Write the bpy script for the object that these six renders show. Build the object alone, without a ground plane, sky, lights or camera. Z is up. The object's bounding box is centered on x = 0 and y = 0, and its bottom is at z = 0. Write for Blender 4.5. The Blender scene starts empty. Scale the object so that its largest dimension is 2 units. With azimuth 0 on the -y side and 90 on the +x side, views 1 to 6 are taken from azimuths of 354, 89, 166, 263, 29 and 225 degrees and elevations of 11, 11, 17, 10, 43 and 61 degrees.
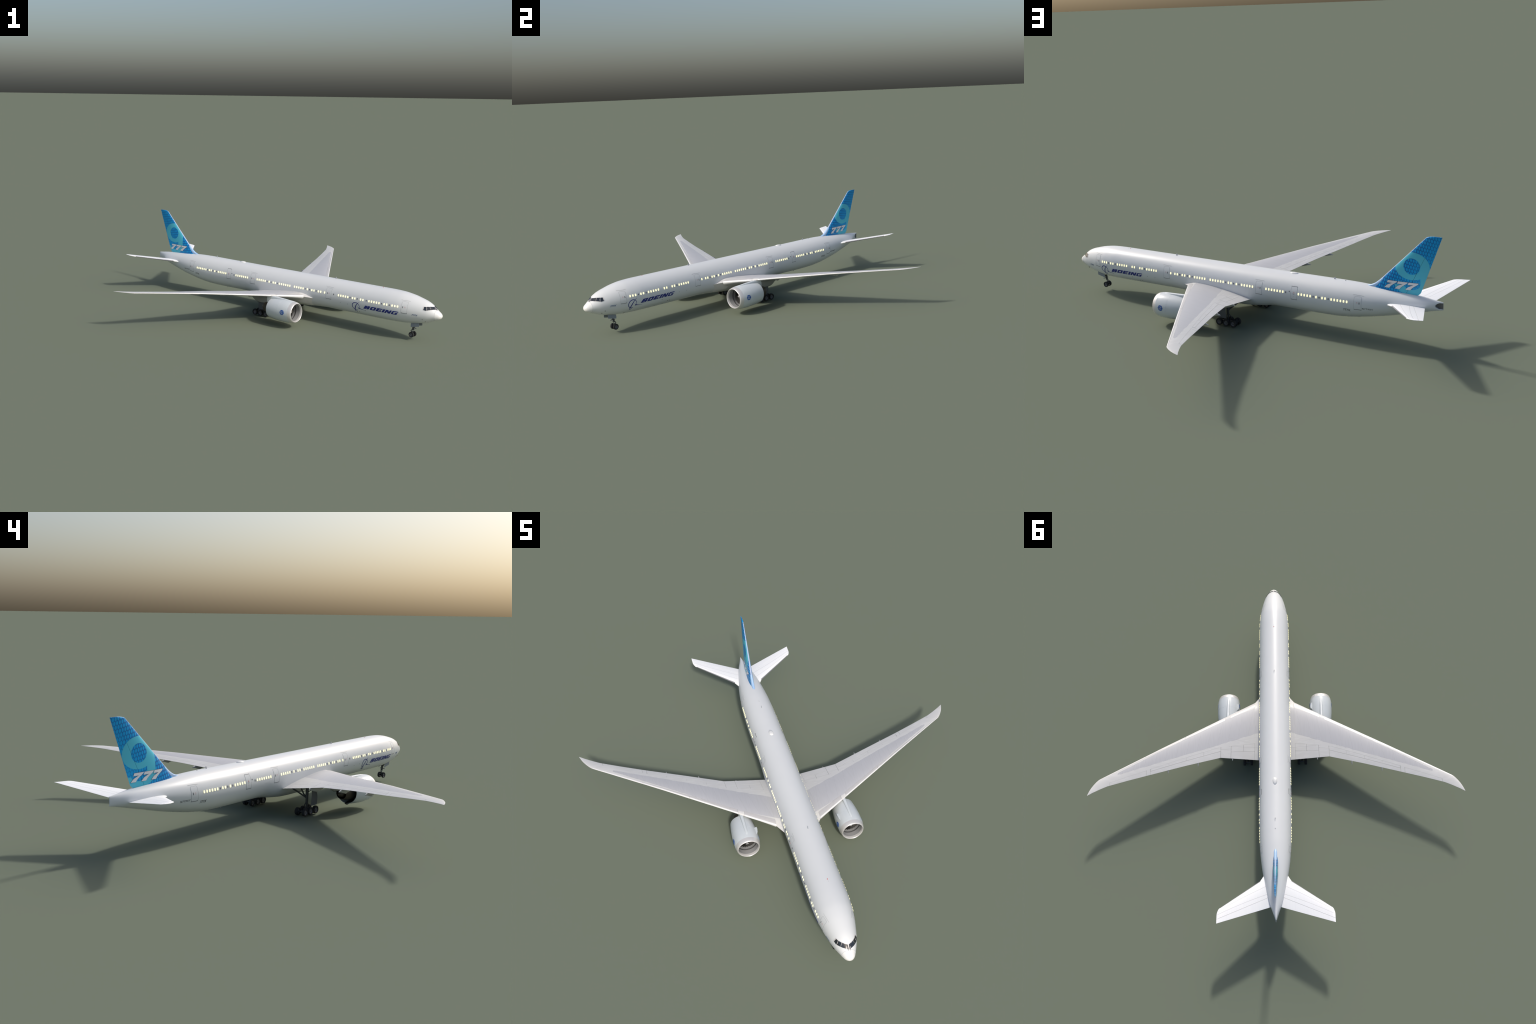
# Twin-engine wide-body airliner on its landing gear, built part by part.
# Aircraft frame: x forward (nose), y to port, z up; one root empty turns it to its heading.
import bpy, bmesh, math
import numpy as np
from mathutils import Vector, Matrix

SC = bpy.context.scene
TAU = math.tau
HEADING = math.radians(-46.0)
Y0 = 0.0110

root = bpy.data.objects.new("airliner", None)
SC.collection.objects.link(root)
root.rotation_euler = (0, 0, HEADING)
root.location = (-math.sin(HEADING) * Y0, math.cos(HEADING) * Y0, 0)
root["label"] = "white twin-engine wide-body jet airliner with blue patterned tail fin"
root["category"] = "airplane"


# ---------------------------------------------------------------- node helpers
class S:
    """A socket (or number) in a material, with arithmetic that adds Math nodes."""
    def __init__(self, t, v):
        self.t, self.v = t, v

    def op(self, kind, *others):
        n = self.t.nodes.new("ShaderNodeMath")
        n.operation = kind
        for i, o in enumerate((self,) + others):
            v = o.v if isinstance(o, S) else o
            if isinstance(v, (int, float)):
                n.inputs[i].default_value = v
            else:
                self.t.links.new(v, n.inputs[i])
        return S(self.t, n.outputs[0])

    def __add__(s, o): return s.op("ADD", o)
    def __sub__(s, o): return s.op("SUBTRACT", o)
    def __mul__(s, o): return s.op("MULTIPLY", o)
    def __truediv__(s, o): return s.op("DIVIDE", o)
    def __neg__(s): return s.op("MULTIPLY", -1.0)
    def __lt__(s, o): return s.op("LESS_THAN", o)
    def __gt__(s, o): return s.op("GREATER_THAN", o)
    def abs(s): return s.op("ABSOLUTE")
    def floor(s): return s.op("FLOOR")
    def frac(s): return s.op("FRACT")
    def max(s, o): return s.op("MAXIMUM", o)
    def min(s, o): return s.op("MINIMUM", o)
    def sq(s): return s * s

    def clamp(s):
        r = s.op("ADD", 0.0)
        r.v.node.use_clamp = True
        return r

    def inv(s): return (s * -1.0) + 1.0


def coords(t):
    n = t.nodes.new("ShaderNodeTexCoord")
    x = t.nodes.new("ShaderNodeSeparateXYZ")
    t.links.new(n.outputs["Object"], x.inputs[0])
    return [S(t, x.outputs[i]) for i in range(3)], n.outputs["Object"]


def mix(t, fac, a, b):
    n = t.nodes.new("ShaderNodeMix")
    n.data_type = "RGBA"
    if isinstance(fac, S): t.links.new(fac.v, n.inputs[0])
    else: n.inputs[0].default_value = fac
    for i, c in ((6, a), (7, b)):
        if isinstance(c, tuple): n.inputs[i].default_value = (*c, 1)
        else: t.links.new(c, n.inputs[i])
    return n.outputs[2]


def noise(t, vec, scale, detail=2.0, stretch=None):
    if stretch:
        m = t.nodes.new("ShaderNodeMapping")
        m.inputs["Scale"].default_value = stretch
        t.links.new(vec, m.inputs[0])
        vec = m.outputs[0]
    n = t.nodes.new("ShaderNodeTexNoise")
    n.inputs["Scale"].default_value = scale
    n.inputs["Detail"].default_value = detail
    t.links.new(vec, n.inputs["Vector"])
    return S(t, n.outputs["Fac"])


def srgb(r, g, b):
    f = lambda c: c / 12.92 if c <= 0.04045 else ((c + 0.055) / 1.055) ** 2.4
    return tuple(f(c / 255.0) for c in (r, g, b))


def material(name, colour, rough=0.4, metal=0.0, spec=0.5, grain=0.0, scale=40.0, paint=None, emit=0.0, coat=0.0):
    m = bpy.data.materials.new(name)
    m.use_nodes = True
    t = m.node_tree
    b = t.nodes["Principled BSDF"]
    b.inputs["Roughness"].default_value = rough
    b.inputs["Metallic"].default_value = metal
    b.inputs["Specular IOR Level"].default_value = spec
    b.inputs["Coat Weight"].default_value = coat
    b.inputs["Coat Roughness"].default_value = 0.15
    b.inputs["Base Color"].default_value = (*colour, 1)
    xyz, vec = coords(t)
    c = colour
    if paint:
        c = paint(t, xyz, vec)
    if grain:
        f = noise(t, vec, scale, 4.0)
        dark = tuple(x * (1 - grain) for x in colour) if isinstance(c, tuple) else None
        if dark: c = mix(t, f, dark, tuple(min(1, x * (1 + grain)) for x in colour))
        else:
            k = t.nodes.new("ShaderNodeMix"); k.data_type = "RGBA"; k.blend_type = "MULTIPLY"
            k.inputs[0].default_value = 1.0
            t.links.new(c, k.inputs[6])
            t.links.new(mix(t, f, (1 - grain,) * 3, (1.0, 1.0, 1.0)), k.inputs[7])
            c = k.outputs[2]
    if not isinstance(c, tuple):
        t.links.new(c, b.inputs["Base Color"])
    if emit:
        b.inputs["Emission Color"].default_value = (*colour, 1)
        b.inputs["Emission Strength"].default_value = emit
    return m


# ---------------------------------------------------------------- paints
FUSE = (0.695, 0.71, 0.712)
WINGW = (0.625, 0.62, 0.605)
WINGG = (0.50, 0.50, 0.515)


def wing_paint(t, xyz, vec):
    x, y, z = xyz
    a = y.abs()
    front = ((a - 0.1074) * -0.46 + 0.4132).min((a - 0.30) * -0.6393 + 0.3247)
    rear = (a - 0.109) * -0.393 + 0.2256
    jog = noise(t, vec, 22.0, 0.0)
    g = (x < front) * (x > rear + ((jog > 0.55) * 0.002)) * (a < 0.957) * (a > 0.1)
    streak = noise(t, vec, 1.0, 3.0, (14.0, 190.0, 1.0))
    broad = noise(t, vec, 9.0, 2.0)
    grey = mix(t, streak, tuple(c * 0.93 for c in WINGG), tuple(c * 1.07 for c in WINGG))
    white = mix(t, broad, tuple(c * 0.94 for c in WINGW), tuple(c * 1.06 for c in WINGW))
    c = mix(t, g, white, grey)
    # fine rib joints across the box
    rib = ((a * 17.0 + (x * 3.0)).frac() - 0.5).abs()
    line = (rib < 0.012) * g * (streak > 0.47)
    c = mix(t, line * 0.2, c, (0.2, 0.2, 0.21))
    # spar joint along the front of the grey box, broken by access panels
    edge = ((x - front).abs() < 0.0008) * (a > 0.31) * (a < 0.96) * (noise(t, vec, 45.0, 0.0) > 0.42)
    c = mix(t, edge * 0.5, c, (0.22, 0.22, 0.23))
    back = ((x - rear).abs() < 0.0007) * (a < 0.96) * (a > 0.1) * (noise(t, vec, 30.0, 0.0) > 0.5)
    c = mix(t, back * 0.4, c, (0.25, 0.25, 0.26))
    patch = noise(t, vec, 1.0, 0.0, (60.0, 18.0, 1.0))
    c = mix(t, (patch > 0.60) * g.inv() * 0.10, c, (0.85, 0.84, 0.82))
    # panel lines of the inboard trailing edge
    near = (a < 0.29) * (a > 0.1)
    l1 = ((x - 0.127).abs() < 0.0007) * near
    l2 = ((x - a * 0.2 - 0.125).abs() < 0.0006) * near * (a > 0.15)
    l3 = ((x + a * 0.25 - 0.225).abs() < 0.0006) * near * (x < rear)
    return mix(t, (l1 * 0.4 + l2 * 0.2 + l3 * 0.2).clamp(), c, (0.25, 0.25, 0.25))


def slat_paint(t, xyz, vec):
    x, y, z = xyz
    d = (y.abs() - 0.1265) * -0.6344 + 0.4559 - x
    f = noise(t, vec, 60.0, 2.0)
    nose = mix(t, f, (0.76, 0.755, 0.75), (0.82, 0.815, 0.81))
    band = mix(t, f, (0.50, 0.49, 0.485), (0.57, 0.56, 0.555))
    return mix(t, d > 0.0065, nose, band)


def stab_paint(t, xyz, vec):
    x, y, z = xyz
    a = y.abs()
    white = mix(t, noise(t, vec, 1.0, 2.0, (10.0, 160.0, 1.0)), (0.90, 0.90, 0.91), (0.97, 0.97, 0.97))
    le = (a - 0.088) * -0.7764 - 0.7957
    te = (a - 0.035) * -0.3687 - 0.953
    def seam(c0, c1):
        k = (a - 0.08) / 0.24 * (c1 - c0) + c0
        return ((x - (le + (te - le) * k)).abs() < 0.0008) * (a < 0.322)
    l = (seam(0.30, 0.16) + seam(0.56, 0.40)).clamp() * 0.62
    c = mix(t, l, white, (0.3, 0.3, 0.31))
    dot = (((x + 0.868).sq() + (a - 0.205).sq()) < 0.0000045) + (((x + 0.873).sq() + (a - 0.198).sq()) < 0.0000045)
    return mix(t, dot.clamp() * 0.7, c, (0.45, 0.38, 0.18))


DOT = (0.004, 0.36, 0.74)
NAVY = (0.008, 0.135, 0.42)
TEAL = (0.09, 0.52, 0.68)


def fin_paint(t, xyz, vec):
    x, y, z = xyz
    port = y > 0.0
    sgn = port * -2.0 + 1.0
    gx = (x + 0.8705) * sgn
    gz = z - 0.4265
    e = lambda rx, rz, dz: ((gx / rx).sq() + ((gz - dz) / rz).sq())
    hole = e(0.0437, 0.0426, 0.0) < 1.0
    ring = (e(0.0915, 0.0725, 0.0015) < 1.0) * hole.inv()
    stem = (gx > 0.0445) * (gx < 0.0925) * (gz < 0.0) * (gz > -0.0915) * hole.inv()
    hook = (e(0.0925, 0.062, -0.0915) < 1.0) * (e(0.0445, 0.032, -0.0915) > 1.0)
    low = (gz < -0.0915) * ((gz < -0.1020) + (gx > 0.0)).clamp()
    teal = (ring + stem + hook * low).clamp()
    # staggered field of elongated dots, larger towards the trailing edge
    zr = (z - x * 0.17) / 0.0181
    row = zr.floor()
    fx = (x / 0.0142 + row * 0.5).frac() - 0.5
    fz = zr.frac() - 0.5
    chordpos = ((x + 0.70 + (z - 0.30) * 0.72) * -1.0 / 0.20).clamp()
    r = chordpos * 0.0022 + 0.0042
    d = (fx * 0.0142 / r).sq() + (fz * 0.0181 / (r * 1.62)).sq()
    dots = ((d - 1.0) * -3.0 + 0.5).clamp()
    shade = mix(t, chordpos, NAVY, tuple(0.6 * a + 0.4 * b for a, b in zip(NAVY, DOT)))
    c = mix(t, dots, shade, DOT)
    return mix(t, teal, c, TEAL)


M = {}
M["fuselage"] = material("white_fuselage_paint", FUSE, 0.33, spec=0.5, grain=0.02, scale=14)
M["radome"] = material("radome_paint", (0.76, 0.765, 0.75), 0.30, spec=0.5, grain=0.02, scale=14)
M["wing"] = material("wing_paint", WINGW, 0.42, spec=0.4, paint=wing_paint)
M["slat"] = material("bare_leading_edge_metal", (0.64, 0.635, 0.63), 0.36, metal=0.1, paint=slat_paint)
M["fairing"] = material("fairing_paint", (0.42, 0.42, 0.41), 0.45, grain=0.04, scale=30)  # grey lowered to bake underside shading into the flap track fairings
M["stab"] = material("tailplane_paint", (0.86, 0.86, 0.87), 0.40, paint=stab_paint)
M["stab_edge"] = material("tailplane_edge_metal", (0.20, 0.205, 0.225), 0.45, metal=0.0, grain=0.05)
M["fin"] = material("fin_livery_paint", TEAL, 0.40, spec=0.3, paint=fin_paint)
M["fin_edge"] = material("fin_edge_metal", (0.36, 0.45, 0.63), 0.4, metal=0.0, grain=0.03)
M["fillet"] = material("fillet_paint", (0.33, 0.50, 0.74), 0.35, grain=0.03)
M["cowl"] = material("engine_cowl_paint", (0.60, 0.64, 0.655), 0.30, grain=0.03, scale=30)
M["lip"] = material("inlet_lip_metal", (0.66, 0.65, 0.64), 0.34, metal=0.35, grain=0.03)
M["underwing"] = material("dark_aft_pylon_grey", (0.23, 0.235, 0.225), 0.5, grain=0.06, scale=30)  # darker grey for the aft part of the pylon
M["duct"] = material("inlet_duct_liner", (0.29, 0.295, 0.30), 0.5, grain=0.05)
M["fan"] = material("fan_blade_composite", (0.060, 0.058, 0.056), 0.5, metal=0.1, grain=0.1)
M["black"] = material("black_rubber_seal", (0.012, 0.012, 0.013), 0.6, grain=0.1)
M["spinner"] = material("spinner_paint", (0.10, 0.10, 0.105), 0.35, grain=0.1)
M["white"] = material("white_marking", (0.75, 0.76, 0.78), 0.4, grain=0.02)
M["hot"] = material("heat_stained_metal", (0.065, 0.053, 0.040), 0.45, metal=0.5, grain=0.25, scale=60)
M["soot"] = material("sooty_nozzle_metal", (0.06, 0.058, 0.055), 0.5, metal=0.5, grain=0.2, scale=60)
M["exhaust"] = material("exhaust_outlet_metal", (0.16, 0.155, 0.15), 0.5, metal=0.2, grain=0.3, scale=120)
M["tyre"] = material("tyre_rubber", (0.016, 0.016, 0.017), 0.75, grain=0.2, scale=80)
M["rim"] = material("wheel_rim_metal", (0.13, 0.13, 0.14), 0.45, metal=0.4, grain=0.15, scale=120)
M["strut"] = material("gear_strut_metal", (0.085, 0.09, 0.095), 0.4, metal=0.5, grain=0.15, scale=90)
M["chrome"] = material("piston_chrome", (0.45, 0.46, 0.48), 0.25, metal=0.8, grain=0.05)
M["gear_door"] = material("gear_door_paint", (0.25, 0.28, 0.32), 0.45, grain=0.06, scale=60)
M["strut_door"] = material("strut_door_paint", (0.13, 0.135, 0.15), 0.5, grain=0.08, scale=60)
M["lit_window"] = material("lit_cabin_window", (1.0, 0.915, 0.53), 0.4, emit=1.0)
M["dark_window"] = material("shaded_cabin_window", (0.13, 0.135, 0.145), 0.3, grain=0.15, scale=200)
M["glass"] = material("cockpit_glass", (0.016, 0.020, 0.026), 0.10, spec=0.9, grain=0.1)
M["post"] = material("window_post_trim", (0.62, 0.59, 0.57), 0.4, grain=0.05)
M["seam"] = material("door_seam_shadow_gap", (0.27, 0.28, 0.29), 0.6, grain=0.1)
M["gutter"] = material("rain_gutter_metal", (0.46, 0.47, 0.47), 0.5, grain=0.05)
M["sill"] = material("door_sill_rubber", (0.05, 0.05, 0.055), 0.6, grain=0.1)
M["redmark"] = material("red_stencil_paint", (0.55, 0.22, 0.22), 0.5, grain=0.05)
M["navy"] = material("navy_lettering_paint", (0.008, 0.019, 0.205), 0.35, grain=0.05)
M["blue"] = material("blue_lettering_paint", (0.012, 0.06, 0.19), 0.35, grain=0.05)
M["badge"] = material("engine_badge_blue", (0.022, 0.10, 0.36), 0.35, grain=0.05)
M["ink"] = material("black_lettering_paint", (0.03, 0.03, 0.035), 0.4, grain=0.05)
M["beacon"] = material("red_beacon_lens", (0.55, 0.03, 0.03), 0.2, grain=0.05)
M["antenna"] = material("antenna_paint", (0.42, 0.44, 0.47), 0.4, grain=0.05)
M["port_hole"] = material("vent_opening", (0.06, 0.055, 0.05), 0.6, grain=0.1)


# ---------------------------------------------------------------- mesh helpers
def add(name, verts, faces, mat, parent=root, sharp=38, smooth=True):
    me = bpy.data.meshes.new(name)
    me.from_pydata([tuple(map(float, v)) for v in verts], [], faces)
    bm = bmesh.new(); bm.from_mesh(me)
    bmesh.ops.remove_doubles(bm, verts=bm.verts, dist=1e-6)
    bmesh.ops.dissolve_degenerate(bm, edges=bm.edges, dist=1e-7)
    bmesh.ops.recalc_face_normals(bm, faces=bm.faces)
    bm.to_mesh(me); bm.free()
    return finish(name, me, mat, parent, sharp, smooth)


def finish(name, me, mat, parent, sharp=38, smooth=True):
    if smooth:
        me.shade_smooth()
        if sharp: me.set_sharp_from_angle(angle=math.radians(sharp))
    me.materials.append(M[mat])
    o = bpy.data.objects.new(name, me)
    SC.collection.objects.link(o)
    o.parent = parent
    return o


def loft(rings, cap0=True, cap1=True, closed=True):
    n = len(rings[0]); v = [p for r in rings for p in r]; f = []
    m = n if closed else n - 1
    for i in range(len(rings) - 1):
        for j in range(m):
            a, b = i * n + j, i * n + (j + 1) % n
            f.append((a, b, b + n, a + n))
    if cap0: f.append(tuple(range(n - 1, -1, -1)))
    if cap1: f.append(tuple((len(rings) - 1) * n + j for j in range(n)))
    return v, f


def pchip(x, y, q):
    x, y = np.asarray(x, float), np.asarray(y, float)
    if x[0] > x[-1]: x, y = x[::-1], y[::-1]
    q = np.clip(np.asarray(q, float), x[0], x[-1])
    h = np.diff(x); d = np.diff(y) / h; m = np.zeros(len(x))
    for i in range(1, len(x) - 1):
        if d[i - 1] * d[i] > 0:
            w1, w2 = 2 * h[i] + h[i - 1], h[i] + 2 * h[i - 1]
            m[i] = (w1 + w2) / (w1 / d[i - 1] + w2 / d[i])
    m[0], m[-1] = d[0], d[-1]
    k = np.clip(np.searchsorted(x, q) - 1, 0, len(x) - 2)
    t = (q - x[k]) / h[k]
    return ((2*t**3 - 3*t**2 + 1) * y[k] + (t**3 - 2*t**2 + t) * h[k] * m[k]
            + (-2*t**3 + 3*t**2) * y[k+1] + (t**3 - t**2) * h[k] * m[k+1])


def revolve(profile, centre=(0, 0, 0), n=64, axis="x"):
    """profile: (axial, radius) list; surface of revolution along the axis."""
    rings = []
    for a, r in profile:
        ring = []
        for k in range(n):
            c, s = r * math.cos(TAU * k / n), r * math.sin(TAU * k / n)
            p = (a, c, s) if axis == "x" else ((c, a, s) if axis == "y" else (c, s, a))
            ring.append(tuple(p[i] + centre[i] for i in range(3)))
        rings.append(ring)
    return rings


def tube(points, radii, n=12):
    pts = [Vector(p) for p in points]
    if isinstance(radii, (int, float)): radii = [radii] * len(pts)
    rings = []
    for i, p in enumerate(pts):
        d = (pts[min(i + 1, len(pts) - 1)] - pts[max(i - 1, 0)]).normalized()
        u = d.orthogonal().normalized() if abs(d.y) > 0.9 else d.cross(Vector((0, 1, 0))).normalized()
        w = d.cross(u)
        rings.append([p + (u * math.cos(TAU * k / n) + w * math.sin(TAU * k / n)) * radii[i] for k in range(n)])
    return loft(rings)


def join(parts):
    v, f = [], []
    for pv, pf in parts:
        o = len(v); v += list(pv); f += [tuple(i + o for i in q) for q in pf]
    return v, f


def box(x0, x1, y0, y1, z0, z1):
    v = [(x, y, z) for x in (x0, x1) for y in (y0, y1) for z in (z0, z1)]
    return v, [(0, 1, 3, 2), (4, 6, 7, 5), (0, 4, 5, 1), (2, 3, 7, 6), (0, 2, 6, 4), (1, 5, 7, 3)]


# ---------------------------------------------------------------- fuselage
PX = [1.3930, 1.3922, 1.3900, 1.3850, 1.377, 1.362, 1.340, 1.315, 1.285, 1.250, 1.190, 1.120, 1.040, 0.95, 0.6, 0, -.35, -.45, -.55, -.65, -.75, -.85, -.94, -1.0, -1.0365]
PT = [.1815, .1868, .1915, .1973, .2034, .2132, .2300, .2480, .2614, .2714, .2852, .2940, .2964, .2965, .2965, .2965, .2968, .2972, .2962, .2924, .2870, .2797, .2716, .2646, .2602]
PB = [.1803, .1752, .1705, .1650, .1597, .1530, .1450, .1340, .1237, .1170, .1074, .1023, .1005, .1000, .1000, .1000, .0998, .1012, .1098, .1269, .1476, .1727, .1952, .2104, .2182]
PW = [.0006, .0075, .0128, .0195, .0258, .0336, .0434, .0538, .0632, .0722, .0846, .0942, .0982, .0982, .0980, .0980, .0980, .0966, .0934, .0861, .0737, .0550, .0328, .0138, .0028]
# wing-to-body fairing: the keel drops and the lower section squares off between these stations
BX = [.64, .60, .52, .45, .38, .30, .20, .12, .06, .0, -.05, -.09, -.12]
BZ = [.0, .0, -.0035, -.0090, -.0155, -.0215, -.0245, -.0230, -.0180, -.0105, -.0030, .0, .0]
BQ = [.0, .0, .10, .45, .85, 1.0, 1.0, 1.0, .95, .70, .25, .0, .0]


def section(x):
    t, b, w = float(pchip(PX, PT, x)), float(pchip(PX, PB, x)), float(pchip(PX, PW, x))
    return (t + b) / 2, (t - b) / 2, w


def keel(x):
    """Extra keel depth and lower-section exponent of the belly fairing."""
    if x > .64 or x < -.12: return 0.0, 1.0
    return -float(pchip(BX, BZ, x)), 1.0 - 0.22 * float(pchip(BX, BQ, x))


def half_width(x, z):
    m, h, w = section(x)
    if z >= m:
        q = min(0.999, (z - m) / h)
        return w * math.sqrt(1 - q * q)
    d, e = keel(x)
    q = min(0.999, (m - z) / (h + d))
    return w * (1 - q ** (2 / e)) ** (e / 2)


def hull(x, z, side, off=0.0):
    """Point on the fuselage skin at station x and height z, pushed out by off."""
    y = half_width(x, z)
    e = 0.002
    dx = (half_width(x + e, z) - half_width(x - e, z)) / (2 * e)
    dz = (half_width(x, z + e) - half_width(x, z - e)) / (2 * e)
    n = Vector((-dx, 1.0, -dz)).normalized()
    return Vector((x + n.x * off, side * (y + n.y * off), z + n.z * off))


NR = 144
xs = np.concatenate([1.393 - 0.053 * np.linspace(0, 1, 34)[:-1] ** 2.2, np.linspace(1.340, 0.95, 60)[:-1],
                     np.linspace(0.95, -0.35, 130)[:-1], np.linspace(-0.35, -0.985, 80)[:-1], np.linspace(-0.985, -1.0365, 36)])
RADOME = 1.3585
xs[np.abs(xs - RADOME).argmin()] = RADOME
EXH = (-1.0165, 0.2395)      # auxiliary power exhaust on the port side of the tail blade
rings = []
for x in xs:
    m, h, w = section(x)
    ring = []
    for k in range(NR):
        a = TAU * k / NR
        y, z = w * math.sin(a), m + h * math.cos(a)
        if math.cos(a) < 0:
            d, e = keel(x)
            y = w * math.copysign(abs(math.sin(a)) ** e, math.sin(a)); z = m - (h + d) * abs(math.cos(a)) ** e
        ring.append([x, y, z])
    rings.append(ring)


def in_exhaust(x, y, z):
    if y <= 0 or x > -0.9985: return 0.0
    half = 0.0165 * min(1.0, max(0.0, (-0.9985 - x) / 0.02)) ** 0.5
    mid = 0.2385
    if half <= 1e-6: return 0.0
    return max(0.0, 1 - ((z - mid) / half) ** 2)


for ring in rings:
    for p in ring:
        d = in_exhaust(*p)
        if d > 0:
            p[1] = p[1] - (p[1] + 0.0012) * min(1.0, d * 3.0) * min(1.0, (-0.9985 - p[0]) / 0.006)
verts = [tuple(p) for r in rings for p in r]
verts.append((1.3931, 0, 0.1809)); tip = len(verts) - 1
faces, tags = [], []
for i in range(len(xs) - 1):
    for j in range(NR):
        a, b = i * NR + j, i * NR + (j + 1) % NR
        faces.append((a, a + NR, b + NR, b))
        c = np.mean([verts[q] for q in faces[-1]], axis=0)
        exh = c[0] < -0.9995 and verts[a][1] > -0.002 and c[1] > -0.0013 and in_exhaust(c[0], 0.01, c[2]) > 0.12 and math.sin(TAU * (j + .5) / NR) > 0
        tags.append("exhaust_outlet" if exh else "radome" if c[0] > RADOME else "tail_cone" if c[0] < -0.66 else "belly_fairing" if -0.10 < c[0] < 0.58 and math.cos(TAU * (j + .5) / NR) < -0.35 else "fuselage")
for j in range(NR):
    faces.append((tip, j, (j + 1) % NR)); tags.append("radome")
L = (len(xs) - 1) * NR
faces.append(tuple(L + j for j in range(NR - 1, -1, -1))); tags.append("tail_cone")
whole = bpy.data.meshes.new("hull_source")
whole.from_pydata(verts, [], faces)
bm = bmesh.new(); bm.from_mesh(whole); bmesh.ops.recalc_face_normals(bm, faces=bm.faces); bm.to_mesh(whole); bm.free()
vn = [v.normal.copy() for v in whole.vertices]
polys = [tuple(p.vertices) for p in whole.polygons]
fuselage = None
for part, mat in (("fuselage", "fuselage"), ("radome", "radome"), ("tail_cone", "fuselage"), ("belly_fairing", "fuselage"), ("exhaust_outlet", "exhaust")):
    fs = [f for f, t in zip(polys, tags) if t == part]
    used = sorted({i for f in fs for i in f}); idx = {v: k for k, v in enumerate(used)}
    me = bpy.data.meshes.new(part)
    me.from_pydata([verts[i] for i in used], [], [tuple(idx[i] for i in f) for f in fs])
    me.shade_smooth()
    if part != "exhaust_outlet":
        me.normals_split_custom_set_from_vertices([vn[i] for i in used])
    o = finish(part, me, mat, root, smooth=False)
    if part == "fuselage": fuselage = o
bpy.data.meshes.remove(whole)
m_, h_, w_ = section(RADOME)
joint = []
for k in range(NR):
    a = TAU * k / NR
    n_ = Vector((0, math.sin(a), math.cos(a)))
    p = Vector((RADOME, w_ * math.sin(a), m_ + h_ * math.cos(a)))
    joint.append([p + n_ * dr + Vector((dx, 0, 0)) for dx, dr in ((-.0005, -.0006), (-.0005, .0005), (.0005, .0003), (.0005, -.0008))])
v, f = loft(joint + joint[:1], False, False)
add("radome_joint", v, f, "gutter", fuselage)


# ---------------------------------------------------------------- decals: flat outlines wrapped on a skin
def outline_mesh(loops, offset=0.0):
    """Fill 2D loops (even-odd) with a filled curve and return its mesh data."""
    cu = bpy.data.curves.new("outline", "CURVE")
    cu.dimensions, cu.fill_mode, cu.resolution_u = "2D", "BOTH", 1
    cu.offset = offset
    for lp in loops:
        sp = cu.splines.new("POLY")
        sp.points.add(len(lp) - 1)
        for q, (a, b) in zip(sp.points, lp): q.co = (a, b, 0, 1)
        sp.use_cyclic_u = True
    return curve_data(cu)


def text_mesh(body, shear=0.0, spacing=1.0, bold=0.02):
    cu = bpy.data.curves.new("lettering", "FONT")
    cu.body, cu.shear, cu.space_character, cu.resolution_u = body, shear, spacing, 4
    cu.fill_mode = "BOTH"
    cu.offset = bold
    return curve_data(cu)


def curve_data(cu):
    ob = bpy.data.objects.new("outline", cu)
    SC.collection.objects.link(ob)
    bpy.context.view_layer.update()
    ev = ob.evaluated_get(bpy.context.evaluated_depsgraph_get())
    me = ev.to_mesh()
    v = [tuple(p.co) for p in me.vertices]; f = [tuple(p.vertices) for p in me.polygons]
    ev.to_mesh_clear()
    bpy.data.objects.remove(ob); bpy.data.curves.remove(cu)
    return v, f


def wrap(name, data, place, mat, parent, off=0.0006, depth=0.0012, step=None):
    """place(a, b, off) maps the flat outline onto a skin; the piece gets real thickness."""
    v, f = data
    bm = bmesh.new()
    bv = [bm.verts.new(p) for p in v]
    for q in f:
        try: bm.faces.new([bv[i] for i in q])
        except ValueError: pass
    bmesh.ops.remove_doubles(bm, verts=bm.verts, dist=1e-5)
    if step:
        lo = [min(p[i] for p in v) for i in (0, 1)]; hi = [max(p[i] for p in v) for i in (0, 1)]
        for ax, no in ((0, (1, 0, 0)), (1, (0, 1, 0))):
            k = lo[ax] + step[ax]
            while k < hi[ax]:
                co = (k, 0, 0) if ax == 0 else (0, k, 0)
                bmesh.ops.bisect_plane(bm, geom=bm.verts[:] + bm.edges[:] + bm.faces[:], plane_co=co, plane_no=no, dist=1e-6)
                k += step[ax]
    flat = {x: (x.co.x, x.co.y) for x in bm.verts}
    r = bmesh.ops.extrude_face_region(bm, geom=bm.faces[:])
    top = {e for e in r["geom"] if isinstance(e, bmesh.types.BMVert)}
    for x in bm.verts:
        a, b = x.co.x, x.co.y
        x.co = place(a, b, off if x in top else off - depth)
    bmesh.ops.recalc_face_normals(bm, faces=bm.faces)
    me = bpy.data.meshes.new(name); bm.to_mesh(me); bm.free()
    return finish(name, me, mat, parent, sharp=30)


def rounded(w, h, r, n=5, cx=0.0, cy=0.0):
    p = []
    for sx, sy, a0 in ((1, 1, 0), (-1, 1, 90), (-1, -1, 180), (1, -1, 270)):
        for k in range(n + 1):
            a = math.radians(a0 + 90 * k / n)
            p.append((cx + sx * (w / 2 - r) + r * math.cos(a), cy + sy * (h / 2 - r) + r * math.sin(a)))
    return p


def ellipse(rx, ry, n=48, cx=0.0, cy=0.0):
    return [(cx + rx * math.cos(TAU * k / n), cy + ry * math.sin(TAU * k / n)) for k in range(n)]


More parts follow.
